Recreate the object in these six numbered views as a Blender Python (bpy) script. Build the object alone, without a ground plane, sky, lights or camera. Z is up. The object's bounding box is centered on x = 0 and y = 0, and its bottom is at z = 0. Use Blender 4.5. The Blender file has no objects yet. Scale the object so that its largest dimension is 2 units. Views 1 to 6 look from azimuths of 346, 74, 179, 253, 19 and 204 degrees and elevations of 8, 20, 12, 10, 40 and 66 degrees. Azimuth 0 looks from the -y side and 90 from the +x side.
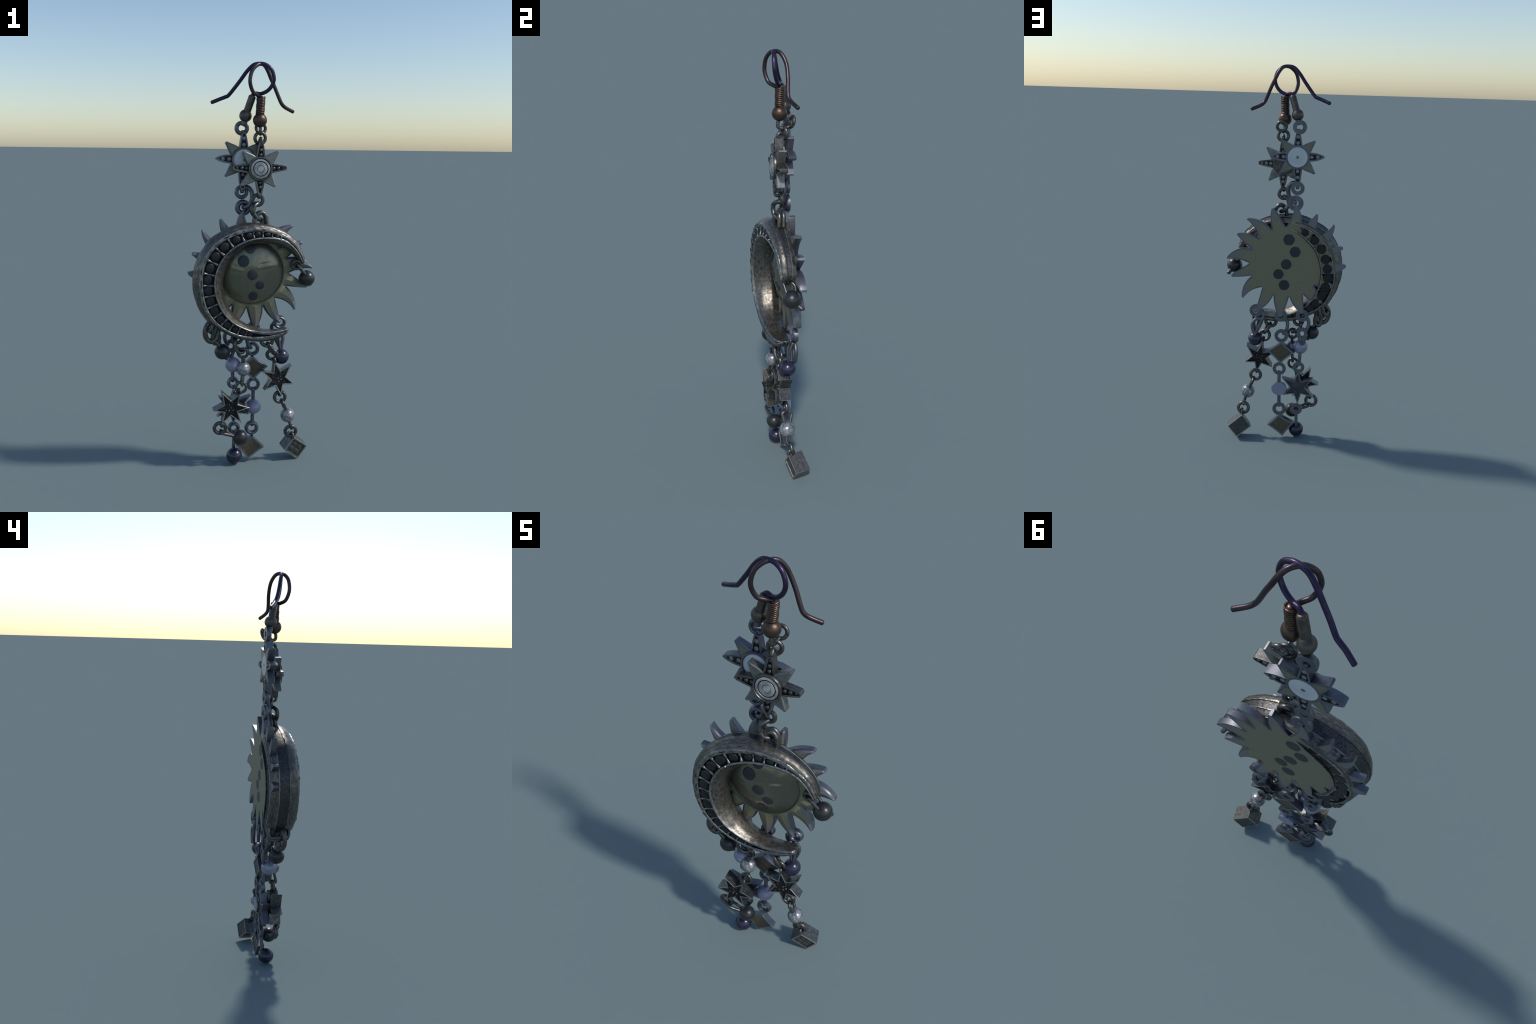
# A pair of hanging earrings: a crescent-moon earring in front and a sun
# earring, flat on its back, hanging behind it.
import bpy, math, random
from mathutils import Vector, Matrix, noise

random.seed(7)
V = Vector
SC = bpy.context.scene.collection

# ------------------------------------------------------------------ materials
def nodes_of(name):
    m = bpy.data.materials.new(name)
    m.use_nodes = True
    nt = m.node_tree
    b = nt.nodes["Principled BSDF"]
    return m, nt, b

def metal(name, dark, light, rough=0.38, scale=55.0, bump=0.12, metallic=0.85,
          detail_scale=220.0, coord="Object", edge=None, edge_r=0.0025, polar=None):
    """Antique metal: two tones mixed by a soft noise, fine grain in the bump."""
    m, nt, b = nodes_of(name)
    N, L = nt.nodes, nt.links
    tc = N.new("ShaderNodeTexCoord")
    n1 = N.new("ShaderNodeTexNoise"); n1.inputs["Scale"].default_value = scale
    n1.inputs["Detail"].default_value = 6.0; n1.inputs["Roughness"].default_value = 0.65
    n2 = N.new("ShaderNodeTexNoise"); n2.inputs["Scale"].default_value = detail_scale
    n2.inputs["Detail"].default_value = 4.0
    vec = tc.outputs[coord]
    if polar:
        # streaks that run round the ring: (radius, shortened angle, depth) as coordinates
        sp = N.new("ShaderNodeSeparateXYZ"); L.new(vec, sp.inputs[0])
        def mth(op, a, bb):
            q = N.new("ShaderNodeMath"); q.operation = op
            for i_, w in enumerate((a, bb)):
                if isinstance(w, (int, float)): q.inputs[i_].default_value = w
                else: L.new(w, q.inputs[i_])
            return q.outputs[0]
        dx = mth("SUBTRACT", sp.outputs["X"], polar[0]); dz = mth("SUBTRACT", sp.outputs["Z"], polar[1])
        ang = mth("MULTIPLY", mth("ARCTAN2", dz, mth("MULTIPLY", dx, -1.0)), 0.09)
        rad = mth("SQRT", mth("ADD", mth("MULTIPLY", dx, dx), mth("MULTIPLY", dz, dz)), 0)
        cb = N.new("ShaderNodeCombineXYZ")
        L.new(rad, cb.inputs["X"]); L.new(ang, cb.inputs["Y"]); L.new(sp.outputs["Y"], cb.inputs["Z"])
        L.new(cb.outputs[0], n1.inputs["Vector"])
    else:
        L.new(vec, n1.inputs["Vector"])
    L.new(vec, n2.inputs["Vector"])
    cr = N.new("ShaderNodeValToRGB")
    cr.color_ramp.elements[0].position = 0.34; cr.color_ramp.elements[1].position = 0.64
    cr.color_ramp.elements[0].color = (*dark, 1); cr.color_ramp.elements[1].color = (*light, 1)
    mixn = N.new("ShaderNodeMath"); mixn.operation = "MULTIPLY_ADD"
    L.new(n2.outputs["Fac"], mixn.inputs[0]); mixn.inputs[1].default_value = 0.3
    sub = N.new("ShaderNodeMath"); sub.operation = "MULTIPLY_ADD"
    L.new(n1.outputs["Fac"], sub.inputs[0]); sub.inputs[1].default_value = 0.9; sub.inputs[2].default_value = -0.1
    L.new(sub.outputs[0], mixn.inputs[2])
    L.new(mixn.outputs[0], cr.inputs["Fac"])
    if edge:
        # bevel highlight painted in: base colour lightened along convex edges
        bv = N.new("ShaderNodeBevel"); bv.samples = 6; bv.inputs["Radius"].default_value = edge_r
        ge = N.new("ShaderNodeNewGeometry")
        dt = N.new("ShaderNodeVectorMath"); dt.operation = "DOT_PRODUCT"
        L.new(bv.outputs["Normal"], dt.inputs[0]); L.new(ge.outputs["Normal"], dt.inputs[1])
        er = N.new("ShaderNodeMapRange")
        er.inputs["From Min"].default_value = 0.985; er.inputs["From Max"].default_value = 0.86
        L.new(dt.outputs["Value"], er.inputs["Value"])
        em = N.new("ShaderNodeMix"); em.data_type = "RGBA"
        L.new(er.outputs["Result"], em.inputs["Factor"])
        L.new(cr.outputs["Color"], em.inputs["A"]); em.inputs["B"].default_value = (*edge, 1)
        L.new(em.outputs["Result"], b.inputs["Base Color"])
    else:
        L.new(cr.outputs["Color"], b.inputs["Base Color"])
    rr = N.new("ShaderNodeMapRange")
    rr.inputs["To Min"].default_value = rough + 0.12; rr.inputs["To Max"].default_value = rough - 0.08
    L.new(n1.outputs["Fac"], rr.inputs["Value"]); L.new(rr.outputs["Result"], b.inputs["Roughness"])
    b.inputs["Metallic"].default_value = metallic
    if bump:
        bp = N.new("ShaderNodeBump"); bp.inputs["Strength"].default_value = bump
        bp.inputs["Distance"].default_value = 0.002
        L.new(n2.outputs["Fac"], bp.inputs["Height"]); L.new(bp.outputs["Normal"], b.inputs["Normal"])
    return m

def lacquer(name, col, col2=None, rough=0.3, scale=6.0, metallic=0.0, coat=0.0, lo=0.4, hi=0.6, spec=0.5):
    m, nt, b = nodes_of(name)
    N, L = nt.nodes, nt.links
    tc = N.new("ShaderNodeTexCoord")
    n1 = N.new("ShaderNodeTexNoise"); n1.inputs["Scale"].default_value = scale
    n1.inputs["Detail"].default_value = 5.0
    L.new(tc.outputs["Object"], n1.inputs["Vector"])
    cr = N.new("ShaderNodeValToRGB")
    cr.color_ramp.elements[0].position = lo; cr.color_ramp.elements[1].position = hi
    cr.color_ramp.elements[0].color = (*col, 1); cr.color_ramp.elements[1].color = (*(col2 or col), 1)
    L.new(n1.outputs["Fac"], cr.inputs["Fac"]); L.new(cr.outputs["Color"], b.inputs["Base Color"])
    b.inputs["Roughness"].default_value = rough
    b.inputs["Metallic"].default_value = metallic
    b.inputs["Coat Weight"].default_value = coat
    b.inputs["Specular IOR Level"].default_value = spec
    return m

def enamel(name, olive, silver, r0, r1, centre, metallic=0.35, rough=0.45, bump=0.08):
    """Olive enamel that wears to grey silver away from a centre (ray tips)."""
    m, nt, b = nodes_of(name)
    N, L = nt.nodes, nt.links
    tc = N.new("ShaderNodeTexCoord")
    sep = N.new("ShaderNodeSeparateXYZ"); L.new(tc.outputs["Object"], sep.inputs[0])
    cx = N.new("ShaderNodeCombineXYZ")
    L.new(sep.outputs["X"], cx.inputs["X"]); L.new(sep.outputs["Z"], cx.inputs["Z"])
    dist = N.new("ShaderNodeVectorMath"); dist.operation = "DISTANCE"
    L.new(cx.outputs[0], dist.inputs[0]); dist.inputs[1].default_value = (centre[0], 0, centre[1])
    n1 = N.new("ShaderNodeTexNoise"); n1.inputs["Scale"].default_value = 40.0; n1.inputs["Detail"].default_value = 5
    L.new(tc.outputs["Object"], n1.inputs["Vector"])
    n2 = N.new("ShaderNodeTexNoise"); n2.inputs["Scale"].default_value = 190.0; n2.inputs["Detail"].default_value = 3
    L.new(tc.outputs["Object"], n2.inputs["Vector"])
    jit = N.new("ShaderNodeMath"); jit.operation = "MULTIPLY_ADD"
    L.new(n1.outputs["Fac"], jit.inputs[0]); jit.inputs[1].default_value = 0.05
    L.new(dist.outputs["Value"], jit.inputs[2])
    mr = N.new("ShaderNodeMapRange")
    mr.inputs["From Min"].default_value = r0 + 0.025; mr.inputs["From Max"].default_value = r1 + 0.025
    L.new(jit.outputs[0], mr.inputs["Value"])
    grain = N.new("ShaderNodeMix"); grain.data_type = "RGBA"
    grain.inputs["A"].default_value = (*[c * 0.86 for c in olive], 1)
    grain.inputs["B"].default_value = (*[c * 1.14 for c in olive], 1)
    gr = N.new("ShaderNodeMapRange"); gr.inputs["From Min"].default_value = 0.36; gr.inputs["From Max"].default_value = 0.64
    L.new(n2.outputs["Fac"], gr.inputs["Value"]); L.new(gr.outputs["Result"], grain.inputs["Factor"])
    mx = N.new("ShaderNodeMix"); mx.data_type = "RGBA"
    L.new(mr.outputs["Result"], mx.inputs["Factor"])
    L.new(grain.outputs["Result"], mx.inputs["A"]); mx.inputs["B"].default_value = (*silver, 1)
    L.new(mx.outputs["Result"], b.inputs["Base Color"])
    b.inputs["Metallic"].default_value = metallic
    b.inputs["Roughness"].default_value = rough
    bp = N.new("ShaderNodeBump"); bp.inputs["Strength"].default_value = bump; bp.inputs["Distance"].default_value = 0.002
    L.new(n2.outputs["Fac"], bp.inputs["Height"]); L.new(bp.outputs["Normal"], b.inputs["Normal"])
    return m

M_PEWTER = metal("aged_pewter", (0.060, 0.058, 0.055), (0.165, 0.161, 0.153), rough=0.34, scale=70, edge=(0.34, 0.335, 0.32))
M_MOON = metal("moon_silver", (0.055, 0.051, 0.045), (0.215, 0.200, 0.177), rough=0.36, scale=120, bump=0.3, detail_scale=300, polar=(0.017, 0.937))
M_RIM = metal("pale_rim", (0.10, 0.10, 0.097), (0.34, 0.34, 0.33), rough=0.36, scale=140, bump=0.3, detail_scale=260, polar=(0.017, 0.937))
M_MOONDARK = metal("moon_patina", (0.030, 0.030, 0.031), (0.105, 0.105, 0.105), rough=0.42, scale=150, bump=0.5, detail_scale=200)
M_STEEL = metal("blue_grey_steel", (0.125, 0.13, 0.15), (0.175, 0.18, 0.205), rough=0.42, scale=25, bump=0.05, edge=(0.27, 0.28, 0.31))
M_STARMETAL = metal("star_silver", (0.15, 0.155, 0.148), (0.25, 0.255, 0.245), rough=0.40, scale=50, edge=(0.42, 0.42, 0.40))
M_COPPER = metal("dark_copper", (0.068, 0.045, 0.035), (0.140, 0.092, 0.070), rough=0.36, scale=45)
M_BRASS = metal("brown_steel", (0.090, 0.076, 0.064), (0.155, 0.134, 0.115), rough=0.38, scale=45)
M_WIRE_PURPLE = metal("violet_wire", (0.034, 0.026, 0.060), (0.062, 0.045, 0.092), rough=0.33, scale=20, bump=0.0)
M_WIRE_BROWN = metal("plum_brown_wire", (0.052, 0.037, 0.043), (0.085, 0.062, 0.070), rough=0.35, scale=20, bump=0.0)
M_OLIVE = enamel("olive_enamel", (0.222, 0.210, 0.135), (0.180, 0.185, 0.205), 0.215, 0.280, (0.0, 0.99))
M_FACE = enamel("olive_face", (0.195, 0.193, 0.142), (0.195, 0.193, 0.142), 0.5, 0.6, (0.0, 0.99), metallic=0.75, rough=0.27, bump=0.25)
M_STAR_OLIVE = enamel("olive_star_enamel", (0.185, 0.180, 0.128), (0.17, 0.175, 0.185), 0.085, 0.120, (0.0, 0.0))
M_BLACK = lacquer("black_stone", (0.011, 0.012, 0.013), (0.016, 0.017, 0.018), rough=0.45, scale=30, spec=0.35)
M_BLACKBEAD = lacquer("black_bead", (0.013, 0.014, 0.016), (0.018, 0.019, 0.021), rough=0.36, scale=3, coat=0.1)
M_RECESS = lacquer("blackened_recess", (0.006, 0.0065, 0.007), (0.016, 0.0165, 0.017), rough=0.55, scale=90, spec=0.25)
M_DISC = lacquer("slate_disc", (0.020, 0.021, 0.027), (0.027, 0.028, 0.035), rough=0.45, scale=20)
M_NAVY = lacquer("navy_pearl", (0.012, 0.0125, 0.033), (0.018, 0.018, 0.044), rough=0.27, scale=2, coat=0.2)
M_LAV = lacquer("lavender_pearl", (0.235, 0.245, 0.34), (0.29, 0.295, 0.39), rough=0.36, scale=2.0, coat=0.1, metallic=0.2)
M_MOTTLED = lacquer("mottled_silver_bead", (0.115, 0.12, 0.13), (0.38, 0.39, 0.415), rough=0.32, scale=2.8, metallic=0.5, lo=0.34, hi=0.66)
M_WHITE = lacquer("pearl_white", (0.50, 0.53, 0.54), (0.58, 0.61, 0.61), rough=0.4, scale=14)
M_RINGED = lacquer("worn_white", (0.25, 0.26, 0.258), (0.42, 0.43, 0.425), rough=0.4, scale=45, metallic=0.25)
M_GREYDOT = lacquer("silver_dot", (0.17, 0.175, 0.178), (0.25, 0.255, 0.258), rough=0.4, scale=3, metallic=0.3)
M_DIMDOT = lacquer("dull_dot", (0.05, 0.051, 0.051), (0.15, 0.15, 0.15), rough=0.4, scale=0.8, metallic=0.3)
M_BROWN = lacquer("umber_panel", (0.070, 0.055, 0.034), (0.100, 0.080, 0.050), rough=0.6, scale=60)
M_PEWTER_RIM = metal("pewter_rim", (0.17, 0.168, 0.16), (0.36, 0.355, 0.34), rough=0.34, scale=90)
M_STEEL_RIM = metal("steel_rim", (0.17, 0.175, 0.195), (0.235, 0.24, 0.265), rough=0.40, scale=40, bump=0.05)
M_SLATE = lacquer("slate_recess", (0.030, 0.031, 0.036), (0.060, 0.062, 0.070), rough=0.5, scale=40)
M_DARKPANEL = lacquer("charcoal_panel", (0.038, 0.037, 0.033), (0.062, 0.060, 0.055), rough=0.55, scale=50)

# ------------------------------------------------------------------ objects
def new_obj(name, verts, faces, mat, smooth=True, sharp=None, matrix=None, extra=(), slot=None):
    me = bpy.data.meshes.new(name)
    me.from_pydata([tuple(v) for v in verts], [], faces)
    if slot:
        for p, k in zip(me.polygons, slot): p.material_index = k
    import bmesh
    bm = bmesh.new(); bm.from_mesh(me)
    bmesh.ops.remove_doubles(bm, verts=bm.verts, dist=1e-6)
    bmesh.ops.recalc_face_normals(bm, faces=bm.faces)
    if smooth:
        for f in bm.faces: f.smooth = True
        if sharp is not None:
            for e in bm.edges:
                if len(e.link_faces) == 2 and e.calc_face_angle(0) > math.radians(sharp):
                    e.smooth = False
    bm.to_mesh(me); bm.free()
    me.materials.append(mat)
    for m_ in extra: me.materials.append(m_)
    ob = bpy.data.objects.new(name, me)
    SC.objects.link(ob)
    if matrix is not None: ob.matrix_world = matrix
    return ob

def child(ob, parent):
    m = ob.matrix_world.copy() if ob.parent is None else ob.matrix_basis.copy()
    ob.parent = parent
    ob.matrix_parent_inverse = WORLD[parent.name].inverted() if parent.name in WORLD else Matrix()
    ob.matrix_basis = m
    WORLD[ob.name] = m.copy()
    return ob
WORLD = {}

def empty(name, loc, label, cat):
    e = bpy.data.objects.new(name, None)
    e.empty_display_size = 0.05
    e.location = loc
    SC.objects.link(e)
    e["label"] = label; e["category"] = cat
    WORLD[e.name] = Matrix.Translation(loc)
    return e

def catmull(pts, n=10, closed=False):
    P = [V(p) for p in pts]
    out = []
    m = len(P)
    segs = m if closed else m - 1
    for i in range(segs):
        if closed:
            a, b, c, d = P[(i-1) % m], P[i], P[(i+1) % m], P[(i+2) % m]
        else:
            b, c = P[i], P[i+1]
            a = P[i-1] if i > 0 else b*2 - c
            d = P[i+2] if i+2 < m else c*2 - b
        for k in range(n):
            t = k / n
            out.append(0.5*((2*b) + (c-a)*t + (2*a-5*b+4*c-d)*t*t + (3*b-a-3*c+d)*t**3))
    if not closed: out.append(P[-1])
    return out

def tube_data(path, r, closed=False, seg=14, cap=True):
    """Round wire along a path, rounded at its ends. r: number or function of t."""
    n = len(path)
    rad = r if callable(r) else (lambda t: r)
    T = []
    for i in range(n):
        a = path[(i-1) % n] if (closed or i > 0) else path[i]
        b = path[(i+1) % n] if (closed or i < n-1) else path[i]
        T.append((b-a).normalized())
    up = V((0, 0, 1)) if abs(T[0].z) < 0.9 else V((0, 1, 0))
    U = [(up - T[0]*up.dot(T[0])).normalized()]
    for i in range(1, n):
        u = U[-1] - T[i]*U[-1].dot(T[i])
        U.append(u.normalized())
    twist = 0.0
    if closed:
        u = U[-1] - T[0]*U[-1].dot(T[0]); u.normalize()
        twist = math.atan2(T[0].dot(u.cross(U[0])), u.dot(U[0]))
    verts, faces, rings = [], [], []
    def ring(c, t, u, rr):
        w = t.cross(u)
        s = len(verts)
        for k in range(seg):
            a = 2*math.pi*k/seg
            verts.append(c + (u*math.cos(a) + w*math.sin(a))*rr)
        rings.append(s)
    rows = []
    for i in range(n):
        t = i/(n-1)
        u = U[i]
        if closed and twist:
            u = Matrix.Rotation(twist*i/n, 3, T[i]) @ u
        rows.append((path[i], T[i], u, rad(t)))
    if cap and not closed:
        c, t, u, rr = rows[0]
        pre = [(c - t*rr*0.45, t, u, rr*0.55), (c - t*rr*0.25, t, u, rr*0.85)]
        c, t, u, rr = rows[-1]
        post = [(c + t*rr*0.25, t, u, rr*0.85), (c + t*rr*0.45, t, u, rr*0.55)]
        rows = pre + rows + post
    for row in rows: ring(*row)
    m = len(rings)
    for i in range(m if closed else m-1):
        a, b = rings[i], rings[(i+1) % m]
        for k in range(seg):
            k2 = (k+1) % seg
            faces.append((a+k, a+k2, b+k2, b+k))
    if not closed:
        faces.append(tuple(rings[0]+k for k in range(seg)))
        faces.append(tuple(rings[-1]+k for k in range(seg)))
    return verts, faces

STOUT = ("eye_pin", "chain_link", "moon_bail", "pin_end", "folded_wire", "scroll_link", "loop_wire", "tip_loop")
def wire(name, pts, r, mat, parent, closed=False, n=8, seg=14, straight=False, matrix=None):
    path = [V(p) for p in pts] if straight else catmull(pts, n, closed)
    v, f = tube_data(path, r*1.10 if name in STOUT else r, closed, seg)
    ob = new_obj(name, v, f, mat, True, 60, matrix)
    return child(ob, parent)

def low(z):
    """Parts grow a little stouter down the chains."""
    return 1.0 if z > 0.8 else 1.03 + 0.06*(0.8-z)/0.8

def torus(name, c, normal, R, r, mat, parent, sx=1.0, seg=36, axis_up=(0, 0, 1)):
    """Jump ring; sx stretches it along its own upright direction."""
    R *= low(c[2]); r *= low(c[2])
    nrm = V(normal).normalized()
    up = V(axis_up); up = (up - nrm*up.dot(nrm)).normalized()
    side = up.cross(nrm)
    path = [V(c) + (side*math.cos(a) + up*sx*math.sin(a))*R for a in (2*math.pi*k/seg for k in range(seg))]
    v, f = tube_data(path, r*1.06, True, 14)
    return child(new_obj(name, v, f, mat, True, 60), parent)

def sphere_mesh(name, mat, seg=40, rings=24):
    verts, faces = [V((0, 0, 1))], []
    for i in range(1, rings):
        p = math.pi*i/rings
        for k in range(seg):
            a = 2*math.pi*k/seg
            verts.append(V((math.sin(p)*math.cos(a), math.sin(p)*math.sin(a), math.cos(p))))
    verts.append(V((0, 0, -1)))
    last = len(verts)-1
    for k in range(seg):
        faces.append((0, 1+k, 1+(k+1) % seg))
        b = 1+(rings-2)*seg
        faces.append((last, b+(k+1) % seg, b+k))
    for i in range(rings-2):
        for k in range(seg):
            a = 1+i*seg; k2 = (k+1) % seg
            faces.append((a+k, a+seg+k, a+seg+k2, a+k2))
    me = bpy.data.meshes.new(name)
    me.from_pydata([tuple(v) for v in verts], [], faces)
    for p in me.polygons: p.use_smooth = True
    me.materials.append(mat)
    return me

SPH = {}
def bead(name, c, r, mat, parent, squash=(1, 1, 1), matrix=None, seg=40, rings=24):
    key = (mat.name, seg)
    if key not in SPH: SPH[key] = sphere_mesh(mat.name + "_ball", mat, seg, rings)
    ob = bpy.data.objects.new(name, SPH[key])
    SC.objects.link(ob)
    if name in ("round_bead", "hook_bead"): r *= max(1.015, low(c[2])-0.005)
    mt = Matrix.Translation(c) @ Matrix.Diagonal((r*squash[0], r*squash[1], r*squash[2], 1))
    if matrix is not None: mt = matrix @ mt
    ob.matrix_world = mt
    return child(ob, parent)

def frame(o, ex, ez):
    """Local frame: x along ex, z along ez, y pointing away to the back."""
    ex = V(ex).normalized(); ez = V(ez); ez = (ez - ex*ez.dot(ex)).normalized()
    ey = ez.cross(ex)
    m = Matrix((ex, ey, ez)).transposed().to_4x4()
    m.translation = V(o)
    return m

def inset(poly, d):
    """Move a closed outline (ccw) inwards by d, mitred, with the mitre limited."""
    n = len(poly); out = []
    area = sum(poly[i][0]*poly[(i+1) % n][1] - poly[(i+1) % n][0]*poly[i][1] for i in range(n))
    s = 1 if area > 0 else -1
    for i in range(n):
        p, q, w = V(poly[i-1]), V(poly[i]), V(poly[(i+1) % n])
        e1 = (q-p).normalized(); e2 = (w-q).normalized()
        n1 = V((-e1.y, e1.x))*s; n2 = V((-e2.y, e2.x))*s
        b = n1+n2
        if b.length < 1e-4: out.append(q + n1*d); continue
        b.normalize()
        k = min(1.0/max(b.dot(n1), 0.05), 3.6)
        out.append(q + b*(d*k))
    return out

def tri_fill(poly):
    from mathutils.geometry import tessellate_polygon
    return tessellate_polygon([[V((p[0], p[1], 0)) for p in poly]])

def shell(name, layers, mat, parent, matrix, sharp=30, rim=None):
    """Stack of outlines (same point count) at given depths, closed at both ends."""
    n = len(layers[0][0]); verts, faces, slot = [], [], []
    for poly, y in layers:
        for p in poly: verts.append(V((p[0], y, p[1])))
    for l in range(len(layers)-1):
        for i in range(n):
            j = (i+1) % n
            faces.append((l*n+i, l*n+j, (l+1)*n+j, (l+1)*n+i))
            slot.append(1 if rim and l in rim[0] else 0)
    for l in (0, len(layers)-1):
        for t in tri_fill(layers[l][0]): faces.append(tuple(l*n+k for k in t)); slot.append(0)
    return child(new_obj(name, verts, faces, mat, True, sharp, matrix, (rim[1],) if rim else (), slot), parent)

def star_outline(n, R, r, rot=0.0, jitter=0.0, rnd=None):
    pts = []
    for i in range(2*n):
        rad = R if i % 2 == 0 else r
        if rnd and i % 2 == 0: rad *= 1 + rnd.uniform(-jitter, jitter)
        a = math.radians(rot) + math.pi*i/n
        pts.append((rad*math.cos(a), rad*math.sin(a)))
    return pts

# ================================================================== MOON EARRING
moon = empty("moon_earring", (0.25, 0.03, 0.0),
             "antique silver crescent moon earring with black stones and charms", "earring")
sun = empty("sun_earring", (-0.083, 0.015, 0.0),
            "flat backed olive and grey sun earring with star charms", "earring")

# ---- ear hooks
fh = wire("ear_hook", [(0.030, -0.014, 1.828), (0.024, -0.022, 1.840), (0.006, -0.038, 1.846), (-0.020, -0.055, 1.861),
     (-0.036, -0.066, 1.905), (-0.027, -0.064, 1.952), (-0.004, -0.054, 1.979), (0.021, -0.039, 1.9895),
     (0.045, -0.021, 1.984), (0.065, -0.008, 1.960), (0.080, -0.002, 1.930), (0.100, -0.003, 1.888),
     (0.121, -0.009, 1.836), (0.134, -0.010, 1.810), (0.154, -0.003, 1.793), (0.198, 0.011, 1.774)],
     0.0091, M_WIRE_BROWN, moon)
bead("hook_bead", (0.026, -0.016, 1.729), 0.0335, M_COPPER, fh)
# copper coil around the hook's shank: a core with a wound wire
wire("coil_core", [(0.026, -0.016, 1.752), (0.028, -0.016, 1.80), (0.030, -0.017, 1.836)], 0.0150, M_COPPER, fh)
turns, hpts = 10, []
for i in range(turns*16+1):
    t = i/(turns*16); a = 2*math.pi*turns*t
    c = V((0.026, -0.016, 1.757)).lerp(V((0.030, -0.017, 1.838)), t)
    hpts.append(c + V((math.cos(a)*0.0172, math.sin(a)*0.0172, 0.006*math.sin(a)*t*t)))
wire("coil_winding", hpts, lambda t: 0.0050*(1+0.12*math.sin(t*47)), M_COPPER, fh, straight=True, seg=8)
torus("hook_loop", (0.043, 0.035, 1.693), (-0.05, 0.96, -0.26), 0.0235, 0.0075, M_PEWTER, fh)
wire("loop_wire", [(0.026, -0.018, 1.705), (0.027, -0.024, 1.686), (0.029, -0.020, 1.668), (0.034, 0.004, 1.664), (0.040, 0.028, 1.672)],
     0.0075, M_PEWTER, fh)

bh = wire("ear_hook", [(-0.012, 0.004, 1.835), (-0.006, -0.001, 1.850), (0.006, -0.010, 1.8555), (0.027, -0.022, 1.853),
     (0.055, -0.037, 1.866), (0.075, -0.050, 1.892), (0.082, -0.057, 1.925), (0.070, -0.056, 1.963),
     (0.045, -0.049, 1.985), (0.018, -0.042, 1.9905), (-0.012, -0.032, 1.984), (-0.040, -0.018, 1.956),
     (-0.068, -0.003, 1.915), (-0.095, 0.013, 1.877), (-0.119, 0.031, 1.8455), (-0.132, 0.039, 1.838),
     (-0.157, 0.052, 1.828), (-0.192, 0.076, 1.813)], 0.0091, M_WIRE_PURPLE, sun)
bead("hook_bead", (-0.036, 0.025, 1.751), 0.030, M_BRASS, bh)
wire("shank_tube", [(-0.033, 0.022, 1.760), (-0.021, 0.011, 1.800), (-0.009, 0.001, 1.840)], 0.0178, M_BRASS, bh)
wire("loop_wire", [(-0.038, 0.027, 1.730), (-0.044, 0.031, 1.708)], 0.013, M_STEEL, bh)

torus("jump_ring", (0.033, 0.005, 1.645), (-0.08, 0.99, 0.05), 0.0265, 0.0078, M_PEWTER, moon)

# ---- star charm of the moon earring: eight arms around a ringed disc
def arm_outline(L, w0, w1, blunt, round_=False):
    """Arm along +x: half width w0 at the disc, w1 at a blunt tip; round_ gives an almond."""
    if round_:
        return [(0.02, -w0*0.95), (L*0.5, -w0), (L*0.68, -w0*0.88), (L*0.84, -w0*0.58), (L*0.95, -w0*0.27), (L, 0),
                (L*0.95, w0*0.27), (L*0.84, w0*0.58), (L*0.68, w0*0.88), (L*0.5, w0), (0.02, w0*0.95)]
    return [(0.02, -w0), (L*0.45, -w0), (L*0.75, -(w0*0.5+w1*0.5)), (L-blunt*0.35, -w1), (L-blunt*0.05, -w1*0.6), (L, 0),
            (L-blunt*0.05, w1*0.6), (L-blunt*0.35, w1), (L*0.75, (w0*0.5+w1*0.5)), (L*0.45, w0), (0.02, w0)]

def rotp(poly, deg):
    c, s = math.cos(math.radians(deg)), math.sin(math.radians(deg))
    return [(p[0]*c-p[1]*s, p[0]*s+p[1]*c) for p in poly]

def disc_layers(profile, seg=56):
    return [([(r*math.cos(2*math.pi*k/seg), r*math.sin(2*math.pi*k/seg)) for k in range(seg)], y) for r, y in profile]

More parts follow.
